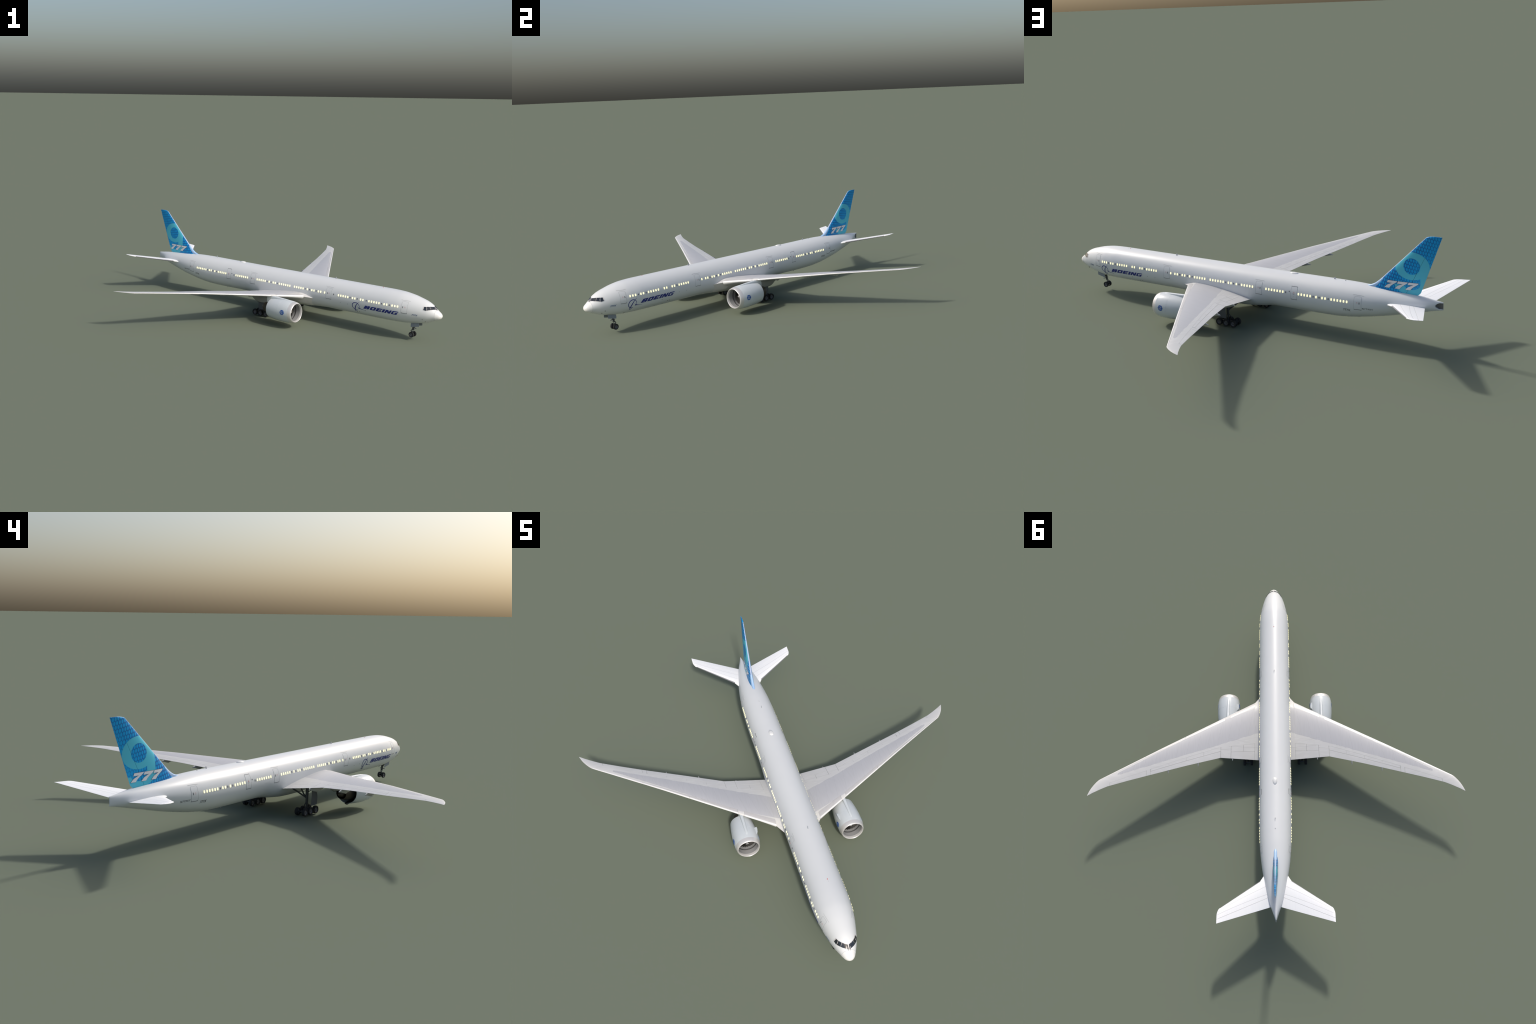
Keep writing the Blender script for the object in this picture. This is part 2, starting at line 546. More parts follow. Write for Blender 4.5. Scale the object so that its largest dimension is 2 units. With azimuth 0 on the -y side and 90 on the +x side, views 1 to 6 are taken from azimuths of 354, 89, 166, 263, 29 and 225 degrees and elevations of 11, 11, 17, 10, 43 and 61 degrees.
def stroke(pts, widths):
    """Closed outline of a tapering brush stroke along pts."""
    l, r = [], []
    for i, (a, b) in enumerate(pts):
        p, q = pts[max(i - 1, 0)], pts[min(i + 1, len(pts) - 1)]
        dx, dy = q[0] - p[0], q[1] - p[1]; d = math.hypot(dx, dy) or 1
        w = widths[i] / 2
        l.append((a - dy / d * w, b + dx / d * w)); r.append((a + dy / d * w, b - dx / d * w))
    return l + r[::-1]


def spline(ctrl, n=10):
    """Catmull-Rom through control points of any dimension."""
    c = [np.array(p, float) for p in ctrl]; c = [2 * c[0] - c[1]] + c + [2 * c[-1] - c[-2]]
    out = []
    for i in range(1, len(c) - 2):
        for k in range(n):
            t = k / n
            out.append(0.5 * (2*c[i] + (c[i+1]-c[i-1])*t + (2*c[i-1]-5*c[i]+4*c[i+1]-c[i+2])*t*t + (3*c[i]-c[i-1]-3*c[i+1]+c[i+2])*t**3))
    out.append(c[-2])
    return out


U = 0.01     # outlines are drawn in centimetres


def on_hull(side, x0, z0, scale=U, read=True):
    """Reading direction: to the nose on starboard, to the tail on port."""
    k = -side if read else 1
    return lambda a, b, off: hull(x0 + k * a * scale, z0 + b * scale, side, off)


# ---------------------------------------------------------------- cabin windows
PITCH = 0.01785
# groups from the tail forward: (first window station, pattern) ; L lit, d shaded
AFT = [(-0.5475, "LLLLLLdLLdLdLLLLL"), (-0.1828, "dLLLLLLL"), (0.0303, "LLLLLdLdLLdLLLLLL"),
       (0.3549, "LLLLLdLdLLdLL"), (0.6002, "L")]
FRONT_PORT = [(0.7094, "LLLLLdLL"), (0.8762, "LL"), (0.9385, "LLLLLdLLdLLL")]
FRONT_STAR = [(0.7092, "LLLLLdLLd"), (0.8762, "LL"), (0.9191, "d"), (0.9385, "LLLLLdLLdLLL"), (0.6726, "d")]
WZ = 0.2168
win = {}
for kind, (w, h, t) in {"L": (0.0092, 0.0140, 0.0008), "d": (0.0068, 0.0115, 0.0005)}.items():
    v, f = outline_mesh([rounded(w / U, h / U, min(w, h) * 0.42 / U, 6)])
    bm = bmesh.new(); bv = [bm.verts.new((a * U, 0, b * U)) for a, b, _ in v]
    for q in f: bm.faces.new([bv[i] for i in q])
    r = bmesh.ops.extrude_face_region(bm, geom=bm.faces[:])
    for e in r["geom"]:
        if isinstance(e, bmesh.types.BMVert):
            e.co.x *= 0.9; e.co.z *= 0.9; e.co.y = t
    for x in bm.verts:
        if x.co.y < t / 2: x.co.y = -0.002
    bmesh.ops.recalc_face_normals(bm, faces=bm.faces)
    me = bpy.data.meshes.new("cabin_window"); bm.to_mesh(me); bm.free()
    me.shade_smooth(); me.set_sharp_from_angle(angle=math.radians(30))
    me.materials.append(M["lit_window" if kind == "L" else "dark_window"])
    win[kind] = me
for side in (1, -1):
    for start, pattern in AFT + (FRONT_PORT if side > 0 else FRONT_STAR):
        for k, c in enumerate(pattern):
            pitch = PITCH if start < 0.93 else 0.0182
            x = start + k * pitch
            p = hull(x, WZ, side); n = (hull(x, WZ, side, 0.01) - p).normalized()
            fx = Vector((1, 0, 0)); fx = (fx - n * fx.dot(n)).normalized(); fz = fx.cross(n)
            if fz.z < 0: fz = -fz
            o = bpy.data.objects.new("cabin_window", win[c])
            SC.collection.objects.link(o); o.parent = fuselage
            m = Matrix((fx, n, fz)).transposed().to_4x4(); m.translation = p
            o.matrix_local = m

# ---------------------------------------------------------------- doors
DOORS = [(1.144, 1.183, "main"), (0.612, 0.654, "main"), (-0.030, 0.0107, "main"), (-0.2515, -0.214, "exit"), (-0.6275, -0.586, "main")]
DOORS_FRONT_SHIFT = 0.0185      # the foremost door follows the narrowing nose
for side in (1, -1):
    for k, (a, b, kind) in enumerate(DOORS):
        if k == 0: a, b = 1.1625, 1.2008
        w, h = (b - a), 0.068
        cx, cz = (a + b) / 2, 0.2158
        if kind == "exit": cz = 0.2177
        P = on_hull(side, cx, cz)
        d = wrap("door", outline_mesh([rounded(w / U, h / U, 0.55, 5)]), P, "fuselage", fuselage, 0.00035, 0.0012, (1.0, 0.6))
        lw = 0.075
        wrap("door_seam", outline_mesh([rounded(w / U, h / U, 0.55, 5), rounded(w / U - 2 * lw, h / U - 2 * lw, 0.48, 5)]), P, "seam", d, 0.0005, 0.0012, (1.0, 0.6))
        wrap("door_sill", outline_mesh([rounded(w / U, 0.17, 0.06, 3, 0, -h / U / 2 - 0.02)]), P, "sill", d, 0.0009, 0.0016, (1.0, 0.6))
        if kind == "main":
            # little window towards the tail on both sides, red stencil beside it
            s = 0.95 if side > 0 else -0.95
            wrap("door_window", outline_mesh([rounded(0.42, 1.15, 0.18, 4, s, 0.15)]), P, "dark_window", d, 0.0007, 0.0014, (0.5, 0.5))
            s2 = -0.35 if side > 0 else 0.35
            wrap("door_stencil", outline_mesh([rounded(0.75, 0.16, 0.02, 2, s2, 0.40), rounded(0.22, 0.16, 0.02, 2, s2 - 0.28, -0.1), rounded(0.22, 0.16, 0.02, 2, s2 + 0.28, -0.1)]), P, "redmark", d, 0.0006, 0.0014, (0.5, 0.5))
            g = [(-w / U / 2 - 0.55, h / U / 2 + 0.62), (w / U / 2 + 0.95, h / U / 2 + 0.40)] if k < 0 else [(-w / U / 2 - 0.9, h / U / 2 + 0.75), (w / U / 2 + 0.9, h / U / 2 + 0.55)]
            wrap("rain_gutter", outline_mesh([stroke(g, [0.09, 0.09])]), P, "gutter", d, 0.0008, 0.0016, (0.8, 0.5))
        else:
            wrap("door_header", outline_mesh([rounded(w / U, 0.14, 0.05, 3, 0, h / U / 2)]), P, "sill", d, 0.0009, 0.0016, (1.0, 0.6))
            wrap("door_stencil", outline_mesh([rounded(0.9, 0.28, 0.05, 2, 0, 0.15), rounded(0.5, 0.2, 0.05, 2, 0.1, 0.65), rounded(0.3, 0.2, 0.05, 2, 0.0, -1.6)]), P, "redmark", d, 0.0006, 0.0014, (0.5, 0.5))
            wrap("door_handle", outline_mesh([stroke(spline([(-0.5, -0.15), (-0.4, -0.55), (0.1, -0.62), (0.5, -0.5)], 5), [0.16] * 16)]), P, "seam", d, 0.0008, 0.0014, (0.5, 0.5))
            wrap("exit_lamp", outline_mesh([ellipse(0.28, 0.36, 12, 2.85 * (-1 if side > 0 else 1), 0.65)]), P, "dark_window", d, 0.0007, 0.0014)

# ---------------------------------------------------------------- cockpit windows
# corners as (x, y, z) near the skin: top inner, top outer, bottom outer, bottom inner
PANES = [[(1.3375, .0026, .2308), (1.3221, .0272, .2343), (1.3336, .0339, .2181), (1.3557, .0026, .2170)],
         [(1.3208, .0287, .2343), (1.3070, .0396, .2342), (1.3153, .0474, .2150), (1.3323, .0349, .2184)],
         [(1.3050, .0411, .2343), (1.2924, .0474, .2334), (1.2918, .0556, .2165), (1.3118, .0500, .2131)]]
FRAME_TOP = [(1.3395, .0, .2325), (1.3220, .0280, .2356), (1.3060, .0405, .2355), (1.2908, .0476, .2346)]
FRAME_LOW = [(1.3572, .0, .2160), (1.3332, .0345, .2172), (1.3135, .0492, .2128), (1.2902, .0562, .2154)]


def skin(p, side, off):
    m_, h_, w_ = section(p[0])
    k_ = math.hypot(p[1] / w_, (p[2] - m_) / h_)
    q = Vector((p[0], p[1] / k_, m_ + (p[2] - m_) / k_))
    n_ = Vector((0.35, q.y / w_**2 * 0.01, (q.z - m_) / h_**2 * 0.01)).normalized()
    q += n_ * off
    return Vector((q.x, side * q.y, q.z))


def skin_quad(corners, side, off, depth, n=8, flat=False):
    a, b, c, d = (Vector(q) for q in corners)
    if flat:
        a, b, c, d = (skin(q, 1, 0.0027) for q in (a, b, c, d))
    rings_ = []
    for i in range(n + 1):
        u = i / n
        row = []
        for j in range(n + 1):
            t = j / n
            p = (a.lerp(b, u)).lerp(d.lerp(c, u), t)
            q = skin(p, side, off)
            if flat:
                m_, h_, w_ = section(p.x)
                if math.hypot(p.y / w_, (p.z - m_) / h_) > 1.0 + off / 0.06: q = Vector((p.x, side * p.y, p.z))
            row.append(q)
        low = [skin((a.lerp(b, u)).lerp(d.lerp(c, u), j / n), side, off - depth) for j in range(n, -1, -1)]
        rings_.append(row + low)
    return loft(rings_)


for side in (1, -1):
    for pane in PANES:
        v, f = skin_quad(pane, side, 0.0017, 0.0025, 10, True)
        add("cockpit_window", v, f, "glass", fuselage)
    v, f = join([skin_quad((FRAME_TOP[i], FRAME_TOP[i + 1], FRAME_LOW[i + 1], FRAME_LOW[i]), side, 0.0012, 0.002) for i in range(3)])
    add("window_frame", v, f, "post", fuselage)
    v, f = tube([skin((1.3545, .0075, .2165), side, 0.002), skin((1.3570, .0050, .2145), side, 0.0026), skin((1.3600, .0030, .2120), side, 0.001)], [0.0004, 0.0006, 0.0007], 8)
    add("wiper", v, f, "sill", fuselage)

# ---------------------------------------------------------------- lettering
def arc(cx, cy, r, a0, a1, n=6):
    return [(cx + r * math.cos(math.radians(a0 + (a1 - a0) * k / n)), cy + r * math.sin(math.radians(a0 + (a1 - a0) * k / n))) for k in range(n + 1)]


W = 1.56    # letter width for unit height
GLYPH = {
    "B": [[(0, 0)] + arc(W - .24, .24, .24, -90, 40) + arc(W - .24, .78, .22, -40, 90) + [(0, 1)],
          rounded(.36, .13, .055, 3, .78, .74), rounded(.40, .13, .055, 3, .78, .27)],
    "O": [rounded(W, 1, .26, 6, W / 2, .5), rounded(W - 1.12, .46, .10, 4, W / 2, .5)],
    "E": [[(0, 0), (W - .05, 0), (W - .05, .26), (.58, .26), (.58, .385), (W - .22, .385), (W - .22, .615), (.58, .615), (.58, .74), (W - .05, .74), (W - .05, 1), (0, 1)]],
    "I": [[(0, 0), (.58, 0), (.58, 1), (0, 1)]],
    "N": [[(0, 0), (.52, 0), (.52, .50), (.98, 0), (W, 0), (W, 1), (W - .52, 1), (W - .52, .50), (.58, 1), (0, 1)]],
    "G": [arc(.26, .26, .26, 180, 270) + [(W, 0), (W, .56), (.80, .56), (.80, .38), (1.06, .38), (1.06, .23)]
          + arc(.60, .36, .13, 270, 180) + arc(.60, .64, .13, 180, 90) + [(W, .77)] + arc(W - .22, .78, .22, 0, 90) + arc(.26, .74, .26, 90, 180)],
}
ADV = {"B": 1.76, "O": 1.76, "E": 1.70, "I": .76, "N": 1.76, "G": W}
WORD = "BOEING"
shear, H = 0.80, 0.0226
total = sum(ADV[c] for c in WORD)
stretch = (0.2348 / H) / total
for side, x_left, z_base in ((-1, 0.8963, 0.1625), (1, 1.0700, 0.1615)):
    pos = 0.0
    for c in WORD:
        loops = [[((a + pos) * stretch * H / U + b * shear * H / U, b * H / U) for a, b in lp] for lp in GLYPH[c]]
        wrap("letter", outline_mesh(loops), on_hull(side, x_left, z_base), "navy", fuselage, 0.0006, 0.0016, (0.6, 0.4))
        pos += ADV[c]
# globe emblem: thin ring, tall orbit sweep, pointed delta
for side, cx in ((-1, 0.8417), (1, 1.1240)):
    P = on_hull(side, cx, 0.1680)
    ring_pts = [(2.65 * math.cos(math.radians(a)), 2.45 * math.sin(math.radians(a))) for a in range(-20, 295, 9)]
    wid = [0.16 + 0.28 * abs(math.sin(math.radians(k * 9 * 0.55))) for k in range(len(ring_pts))]
    wrap("emblem_ring", outline_mesh([stroke(ring_pts, wid)]), P, "navy", fuselage, 0.0006, 0.0016, (0.6, 0.4))
    sweep = spline([(2.65, 3.1), (1.2, 1.9), (0.1, 0.4), (-0.75, -1.3), (-1.15, -2.5), (-1.25, -3.3), (-0.7, -3.45), (0.2, -2.9)], 7)
    sw = [0.08 + 0.52 * math.sin(math.pi * min(1, k / (len(sweep) - 1) * 1.15)) ** 1.3 if k / (len(sweep) - 1) < .87 else 0.26 for k in range(len(sweep))]
    wrap("emblem_orbit", outline_mesh([stroke(sweep, sw)]), P, "navy", fuselage, 0.0007, 0.0018, (0.6, 0.4))
    delta = [(1.25, 0.1), (2.2, -0.75), (3.6, -1.15), (6.9, -1.75), (3.6, -1.45), (2.3, -1.35), (1.6, -1.55), (2.0, -1.0)]
    wrap("emblem_delta", outline_mesh([delta]), P, "navy", fuselage, 0.0008, 0.0018, (0.6, 0.4))


def lettering(name, body, side, x_left, z_base, width, height, mat, sh=0.0, space=1.0, bold=0.02):
    v, f = text_mesh(body, sh, space, bold)
    xs_, ys_ = [p[0] for p in v], [p[1] for p in v]
    sx, sy = width / (max(xs_) - min(xs_)), height / (max(ys_) - min(ys_))
    v = [((p[0] - min(xs_)) * sx / U, (p[1] - min(ys_)) * sy / U, 0) for p in v]
    return wrap(name, (v, f), on_hull(side, x_left, z_base), mat, fuselage, 0.0006, 0.0014, (0.8, 0.5))


for side in (1, -1):
    lettering("nose_lettering", "777X", side, 1.2650 if side > 0 else 1.2280, 0.1735, 0.038, 0.0095, "blue", 0.5, 1.1, 0.012)
    lettering("tail_lettering", "777X", side, -0.5255 if side > 0 else -0.5700, 0.1655, 0.040, 0.0125, "ink", 0.15, 1.1, 0.004)
    lettering("registration", "N779XY", side, -0.6320 if side > 0 else -0.6905, 0.1862, 0.0580, 0.0088, "ink", 0.1, 1.35, 0.004)
    # small drains, vents and probes
    for x, z, r in ((0.8414, .1306, .0022), (0.8573, .1307, .0022), (0.9081, .1485, .0020), (0.7814, .1718, .0016), (0.7241, .1707, .0014)):
        wrap("vent", outline_mesh([ellipse(r * 1.3 / U, r * .8 / U, 14)]), on_hull(side, x, z), "port_hole", fuselage, 0.0006, 0.0012)
    for x, z in ((1.2891, .1568), (1.3023, .1443)):
        p, q = hull(x, z, side, -0.001), hull(x, z, side, 0.004)
        v, f = tube([p, q, q + Vector((0.005, 0, 0))], [0.0012, 0.001, 0.0007], 8)
        add("probe", v, f, "hot", fuselage)
wrap("vent", outline_mesh([ellipse(0.55, 0.28, 16)]), on_hull(1, -0.585, 0.1175), "port_hole", fuselage, 0.0006, 0.0014)
wrap("vent", outline_mesh([ellipse(0.5, 0.2, 16)]), on_hull(1, 1.155, 0.1125), "port_hole", fuselage, 0.0006, 0.0014)

# ---------------------------------------------------------------- things on the crown and keel
def blade(name, x, z0, h, chord, rake, mat="antenna", down=False, thick=0.0016):
    s = -1 if down else 1
    rings_ = []
    for k in range(5):
        t = k / 4
        c = chord * (1 - 0.45 * t); xo = x - rake * t
        ring = []
        for j in range(16):
            a = TAU * j / 16
            ring.append((xo + c / 2 * math.cos(a), thick * (1 - .4 * t) * math.sin(a), z0 + s * (h * t - 0.002)))
        rings_.append(ring)
    v, f = loft(rings_)
    return add(name, v, f, mat, fuselage)


blade("antenna", 0.6240, 0.2965, 0.0135, 0.013, 0.004)
blade("antenna", -0.4305, 0.2968, 0.0135, 0.012, 0.004)
blade("antenna", -0.4950, 0.2965, 0.0060, 0.008, 0.002)
blade("antenna", -0.3260, 0.1000, 0.0110, 0.010, 0.003, down=True)
blade("antenna", 0.125, 0.0750, 0.0070, 0.006, 0.002, down=True)
blade("antenna", 0.9950, 0.2962, 0.0035, 0.006, 0.001)
v, f = loft(revolve([(-0.003, 0.0030), (0.0, 0.0030), (0.0015, 0.0022), (0.0024, 0.0005)], (0.9800, 0, 0.2962), 16, "z"))
add("beacon", v, f, "beacon", fuselage)
# satellite radome: low egg, blunt end forward
rings_ = []
for k in range(21):
    t = k / 20; x = -0.160 - 0.050 * t
    w = 0.0138 * math.sqrt(max(0.0004, 1 - (2 * t ** 0.85 - 1) ** 2))
    rings_.append([(x, w * math.cos(TAU * j / 24), 0.2955 + 0.50 * w * math.sin(TAU * j / 24)) for j in range(24)])
v, f = loft(rings_)
add("satellite_radome", v, f, "radome", fuselage)


# ---------------------------------------------------------------- lifting surfaces
def half_thick(c, t):
    c = max(0.0, min(1.0, c))
    return 5 * t * (0.2969 * math.sqrt(c) - 0.1260 * c - 0.3516 * c**2 + 0.2843 * c**3 - 0.1036 * c**4)


def foil_panel(name, station, spans, c0, c1, nc, mat, parent, gap=0.0, belly=lambda s: 1.0, glove=lambda s, c: 1.0):
    """Closed solid cut from a wing-like surface.
    station(s) -> (leading edge, trailing edge, thickness ratio, up vector, camber)."""
    rings_ = []
    for s in spans:
        le, te, t, up, cam = station(s)
        ch = te - le; L_ = ch.length
        a = c0(s) if callable(c0) else c0
        b = c1(s) if callable(c1) else c1
        a2 = a + (gap / L_ if a > 0 else 0); b2 = b - (gap / L_ if b < 1 else 0)
        cs = []
        for k in range(nc + 1):
            u = k / nc
            if a == 0: u = 1 - math.cos(u * math.pi / 2)
            cs.append(a2 + (b2 - a2) * u)
        top, bot = [], []
        for c in cs:
            h = half_thick(c, t) * L_ * glove(s, c) + 0.00025
            mid = le + ch * c + up * (cam * L_ * 4 * c * (1 - c))
            top.append(mid + up * h); bot.append(mid - up * (h * belly(s)))
        rings_.append(top + bot[::-1])
    v, f = loft(rings_)
    return add(name, v, f, mat, parent, sharp=32)



def interp(tab, s):
    return float(np.interp(s, [p[0] for p in tab], [p[1] for p in tab]))


LE_X = [(0.05, .5746), (0.0956, .5046), (.1080, .486), (.1265, .4577), (1.0695, -.1405), (1.0830, -.1555), (1.0960, -.1735), (1.1090, -.1945), (1.1210, -.2200), (1.1307, -.2470)]
TE_X = [(0.05, .049), (.339, .049), (.55, -.0190), (.775, -.0950), (.90, -.1385), (1.0186, -.1826), (1.06, -.2050), (1.10, -.2290), (1.1307, -.2500)]
LE_Z = [(0.05, .160), (.0956, .1640), (.1265, .1720), (.35, .1965), (.70, .2320), (.98, .2545), (1.07, .2612), (1.1307, .2668)]
TE_Z = [(0.05, .132), (.10, .1410), (.339, .1810), (.55, .2065), (.775, .2282), (1.0186, .2552), (1.1307, .2668)]
THK = [(0.05, .125), (.1265, .112), (.339, .086), (.70, .078), (1.06, .072), (1.1307, .05)]


def drop(s):
    return 0.0022 * min(1.0, max(0.0, (s - 0.1) / 0.2))


def deep(s):
    """The root section is deeper below, where it swells into the body."""
    return 1.0 + 0.75 * max(0.0, min(1.0, (0.22 - s) / 0.12)) ** 1.5


def wing_station(side):
    def st(s):
        stretch_y = s + (0.005 if side < 0 else -0.005) * max(0.0, (s - 0.34) / 0.79)
        le = Vector((interp(LE_X, s) - 0.0018, side * stretch_y, interp(LE_Z, s) - drop(s)))
        te = Vector((interp(TE_X, s) - 0.0018, side * stretch_y, interp(TE_Z, s) - drop(s)))
        if s < .127: up = Vector((0, 0, 1))
        else: up = Vector((0, -side * 0.10, 1)).normalized()
        cam = 0.005
        return le, te, interp(THK, s), up, cam
    return st


def span(a, b, n):
    return list(np.linspace(a, b, n))


G = 0.0005
for side in (1, -1):
    st = wing_station(side)
    wing = foil_panel("wing", st, [0.05, 0.07, 0.0956, 0.108, 0.118, 0.1265, 0.1267] + span(0.14, 1.0695, 40), lambda s: 0.0 if s < 0.1266 else 0.095, 0.74, 18, "wing", root, 0.0, deep, lambda s, c: min(1.0, (c / 0.16) ** 0.55) if s < 0.119 else min(1.0, (c / 0.08) ** 0.3) if s < 0.1266 else 1.0)
    # fixed leading edge stub over the pylon and the four slats
    for a, b in ((0.1270, 0.283), (0.3165, 0.560), (0.561, 0.800), (0.801, 1.0650)):
        foil_panel("slat", st, span(a, b, 16), 0.0, 0.095, 12, "slat", wing, G, deep)
    foil_panel("slat_gap_fairing", st, span(0.2838, 0.3158, 4), 0.0, 0.095, 12, "wing", wing, 0.0, deep)
    foil_panel("wing_tip", st, [1.0695, 1.076, 1.083, 1.0895, 1.096, 1.1025, 1.109, 1.115, 1.121, 1.126, 1.1295, 1.1307], 0.0, 1.0, 22, "wing", wing, 0.0, deep)
    foil_panel("slat_gap_fairing", st, span(1.0655, 1.0695, 2), 0.0, 0.095, 12, "wing", wing, 0.0, deep)
    # trailing edge
    foil_panel("trailing_edge_panel", st, [0.05, 0.10, 0.128], 0.74, 1.0, 8, "wing", wing, 0.0, deep)
    for a, b in ((0.1285, 0.20), (0.2008, 0.2755)):
        foil_panel("spoiler", st, span(a, b, 6), 0.74, 0.865, 6, "wing", wing, G, deep)
    foil_panel("flap", st, span(0.1285, 0.2755, 8), 0.865, 1.0, 8, "wing", wing, G, deep)
    foil_panel("flaperon", st, span(0.2765, 0.3385, 6), 0.80, 1.0, 8, "wing", wing, G, deep)
    foil_panel("trailing_edge_panel", st, span(0.2765, 0.3385, 4), 0.74, 0.80, 4, "wing", wing, 0.0, deep)
    edges = [0.3395, 0.445, 0.552, 0.659, 0.766]
    for a, b in zip(edges[:-1], edges[1:]):
        foil_panel("spoiler", st, span(a, b - 0.0006, 6), 0.74, 0.845, 6, "wing", wing, G, deep)
    foil_panel("flap", st, span(0.3395, 0.766, 22), 0.845, 1.0, 8, "wing", wing, G, deep)
    foil_panel("trailing_edge_panel", st, span(0.767, 0.790, 3), 0.74, 1.0, 8, "wing", wing, 0.0, deep)
    foil_panel("aileron", st, span(0.791, 1.004, 12), 0.755, 1.0, 8, "wing", wing, G, deep)
    foil_panel("trailing_edge_panel", st, span(0.791, 1.004, 8), 0.74, 0.755, 3, "wing", wing, 0.0, deep)
    foil_panel("trailing_edge_panel", st, span(1.0050, 1.0695, 7), 0.74, 1.0, 8, "wing", wing, 0.0, deep)
    # flap track fairings: canoe bodies hanging under the trailing edge
    for y, tail_x, ln, r, zt in ((0.2656, 0.0350, 0.160, 0.0135, 0.1610), (0.4770, -0.0185, 0.135, 0.0120, 0.1870), (0.6570, -0.0760, 0.120, 0.0105, 0.2068)):
        le, te, t, up, cam = st(y)
        rings_ = []
        for k in range(21):
            u = k / 20
            x = tail_x + ln * u
            rr = r * (0.16 + 0.84 * (u / 0.45) ** 0.7) if u < 0.45 else r * max(0.02, 1 - ((u - 0.45) / 0.55) ** 2.2)
            c = (x - le.x) / (te.x - le.x)
            low = le.z + (te.z - le.z) * min(c, 1.0) - half_thick(min(c, 1), t) * (le.x - te.x)
            zc = zt + (low - 0.3 * r - zt) * min(1, u / 0.5)
            zc = min(zc, low - rr * 1.03 + (0.004 if c < 0.8 else 0.0))
            rings_.append([(x, side * y + 0.62 * rr * math.cos(TAU * j / 20), zc + rr * 1.15 * math.sin(TAU * j / 20) * 0.9) for j in range(20)])
        v, f = loft(rings_)
        add("flap_track_fairing", v, f, "fairing", wing)

# tailplane
def stab_station(side):
    def st(s):
        lx = -0.7957 - 0.7764 * (s - 0.088)
        if s < 0.088: lx = -0.7957 + (0.088 - s) * 1.6 + 8.0 * max(0, 0.088 - s) ** 2 * (1 if s > .06 else .7)
        if s > 0.312:
            u = (s - 0.312) / 0.017
            lx = -0.9697 - 0.0132 * u - 0.034 * (1 - math.sqrt(max(0, 1 - u * u)))
        tx = -0.953 - 0.3687 * (s - 0.035)
        z = 0.2319 + 0.190 * (s - 0.088)
        le = Vector((lx, side * s, z - (0.0012 if s > .05 else 0)))
        te = Vector((tx, side * s, z + 0.004 + 0.0 * s))
        return le, te, 0.088 if s < 0.312 else 0.088 * (1 - 0.75 * ((s - .312) / .017) ** 2), Vector((0, -side * 0.17, 1)).normalized(), -0.004
    return st


for side in (1, -1):
    st = stab_station(side)
    def elev(s):
        l0, t0 = -0.7957 - 0.7764 * (s - 0.088), -0.953 - 0.3687 * (s - 0.035)
        le_, te_, *_ = st(s)
        return ((l0 + 0.69 * (t0 - l0)) - le_.x) / (te_.x - le_.x)
    stab = foil_panel("tailplane", st, [0.02, 0.045, 0.06, 0.068, 0.075, 0.0815, 0.088] + span(0.0895, 0.312, 20), lambda s: 0.0 if s < 0.0885 else 0.035, elev, 18, "stab", root)
    foil_panel("tailplane_leading_edge", st, span(0.0892, 0.3105, 14), 0.0, 0.035, 8, "stab_edge", stab)
    foil_panel("tailplane_tip", st, [0.312, 0.3165, 0.320, 0.3235, 0.326, 0.3278, 0.3288], 0.0, elev, 18, "stab", stab)
    foil_panel("elevator", st, [0.028, 0.05] + span(0.08, 0.312, 14) + [0.3165, 0.320, 0.3235, 0.326, 0.3278, 0.3288], elev, 1.0, 8, "stab", stab, 0.0012)
# fin
def fin_station(z):
    lx = -0.7843 - 0.9866 * (z - 0.4238)
    if z > 0.5815:
        u = (z - 0.5815) / 0.0098
        lx -= 0.034 * (1 - math.sqrt(max(0, 1 - min(1, u) ** 2)))
    tx = -0.9177 - 0.3557 * (z - 0.2908)
    if z < 0.293: tx += 0.012 * ((0.293 - z) / 0.018) ** 2
    t = 0.112 if z < .56 else 0.105
    return Vector((lx, 0, z)), Vector((tx, 0, z)), t, Vector((0, 1, 0)), 0.0


def hinge(z):
    x = -0.8475 - 0.4867 * (z - 0.2939)
    le, te, *_ = fin_station(z)
    return min(0.97, (x - le.x) / (te.x - le.x))


zs = span(0.262, 0.58, 40) + [0.5835, 0.586, 0.5882, 0.59, 0.5912]
fin = foil_panel("tail_fin", fin_station, zs, 0.022, lambda z: hinge(z), 24, "fin", root)
foil_panel("fin_leading_edge", fin_station, zs[:-2], 0.0, 0.022, 8, "fin_edge", fin)
foil_panel("rudder", fin_station, zs, lambda z: hinge(z) + 0.0065, 1.0, 10, "fin", fin)
# dorsal fillet ahead of the fin root
fz = [(-0.6246, .2950), (-0.6420, .2995), (-0.6590, .3065), (-0.6750, .3170), (-0.6930, .3325), (-0.705, .344)]
rb = []
for x in np.linspace(-0.6246, -0.715, 26):
    u = (x + 0.6246) / -0.0904
    top = float(pchip([p[0] for p in fz] + [-0.716], [p[1] for p in fz] + [.354], x))
    w = 0.0010 + 0.0080 * min(1, u * 5) ** 0.5 + 0.0012 * u
    ring = []
    for j in range(17):
        a = math.pi * j / 16
        ring.append((x, w * math.cos(a), 0.288 + (top - 0.288) * math.sin(a) ** 0.45 if 0 < j < 16 else 0.288))
    rb.append(ring)
v, f = loft(rb)
add("dorsal_fillet", v, f, "fillet", fin, sharp=60)


# fin numerals: bold slanted sevens with a dark rim
def on_fin(side, x_left, z0):
    def place(a, b, off):
        x, z = x_left - side * a * U, z0 + b * U
        le, te, t, up, cam = fin_station(z)
        c = (x - le.x) / (te.x - le.x)
        h = half_thick(c, t) * (le.x - te.x) + 0.00025
        return Vector((x, side * (h + off), z))
    return place


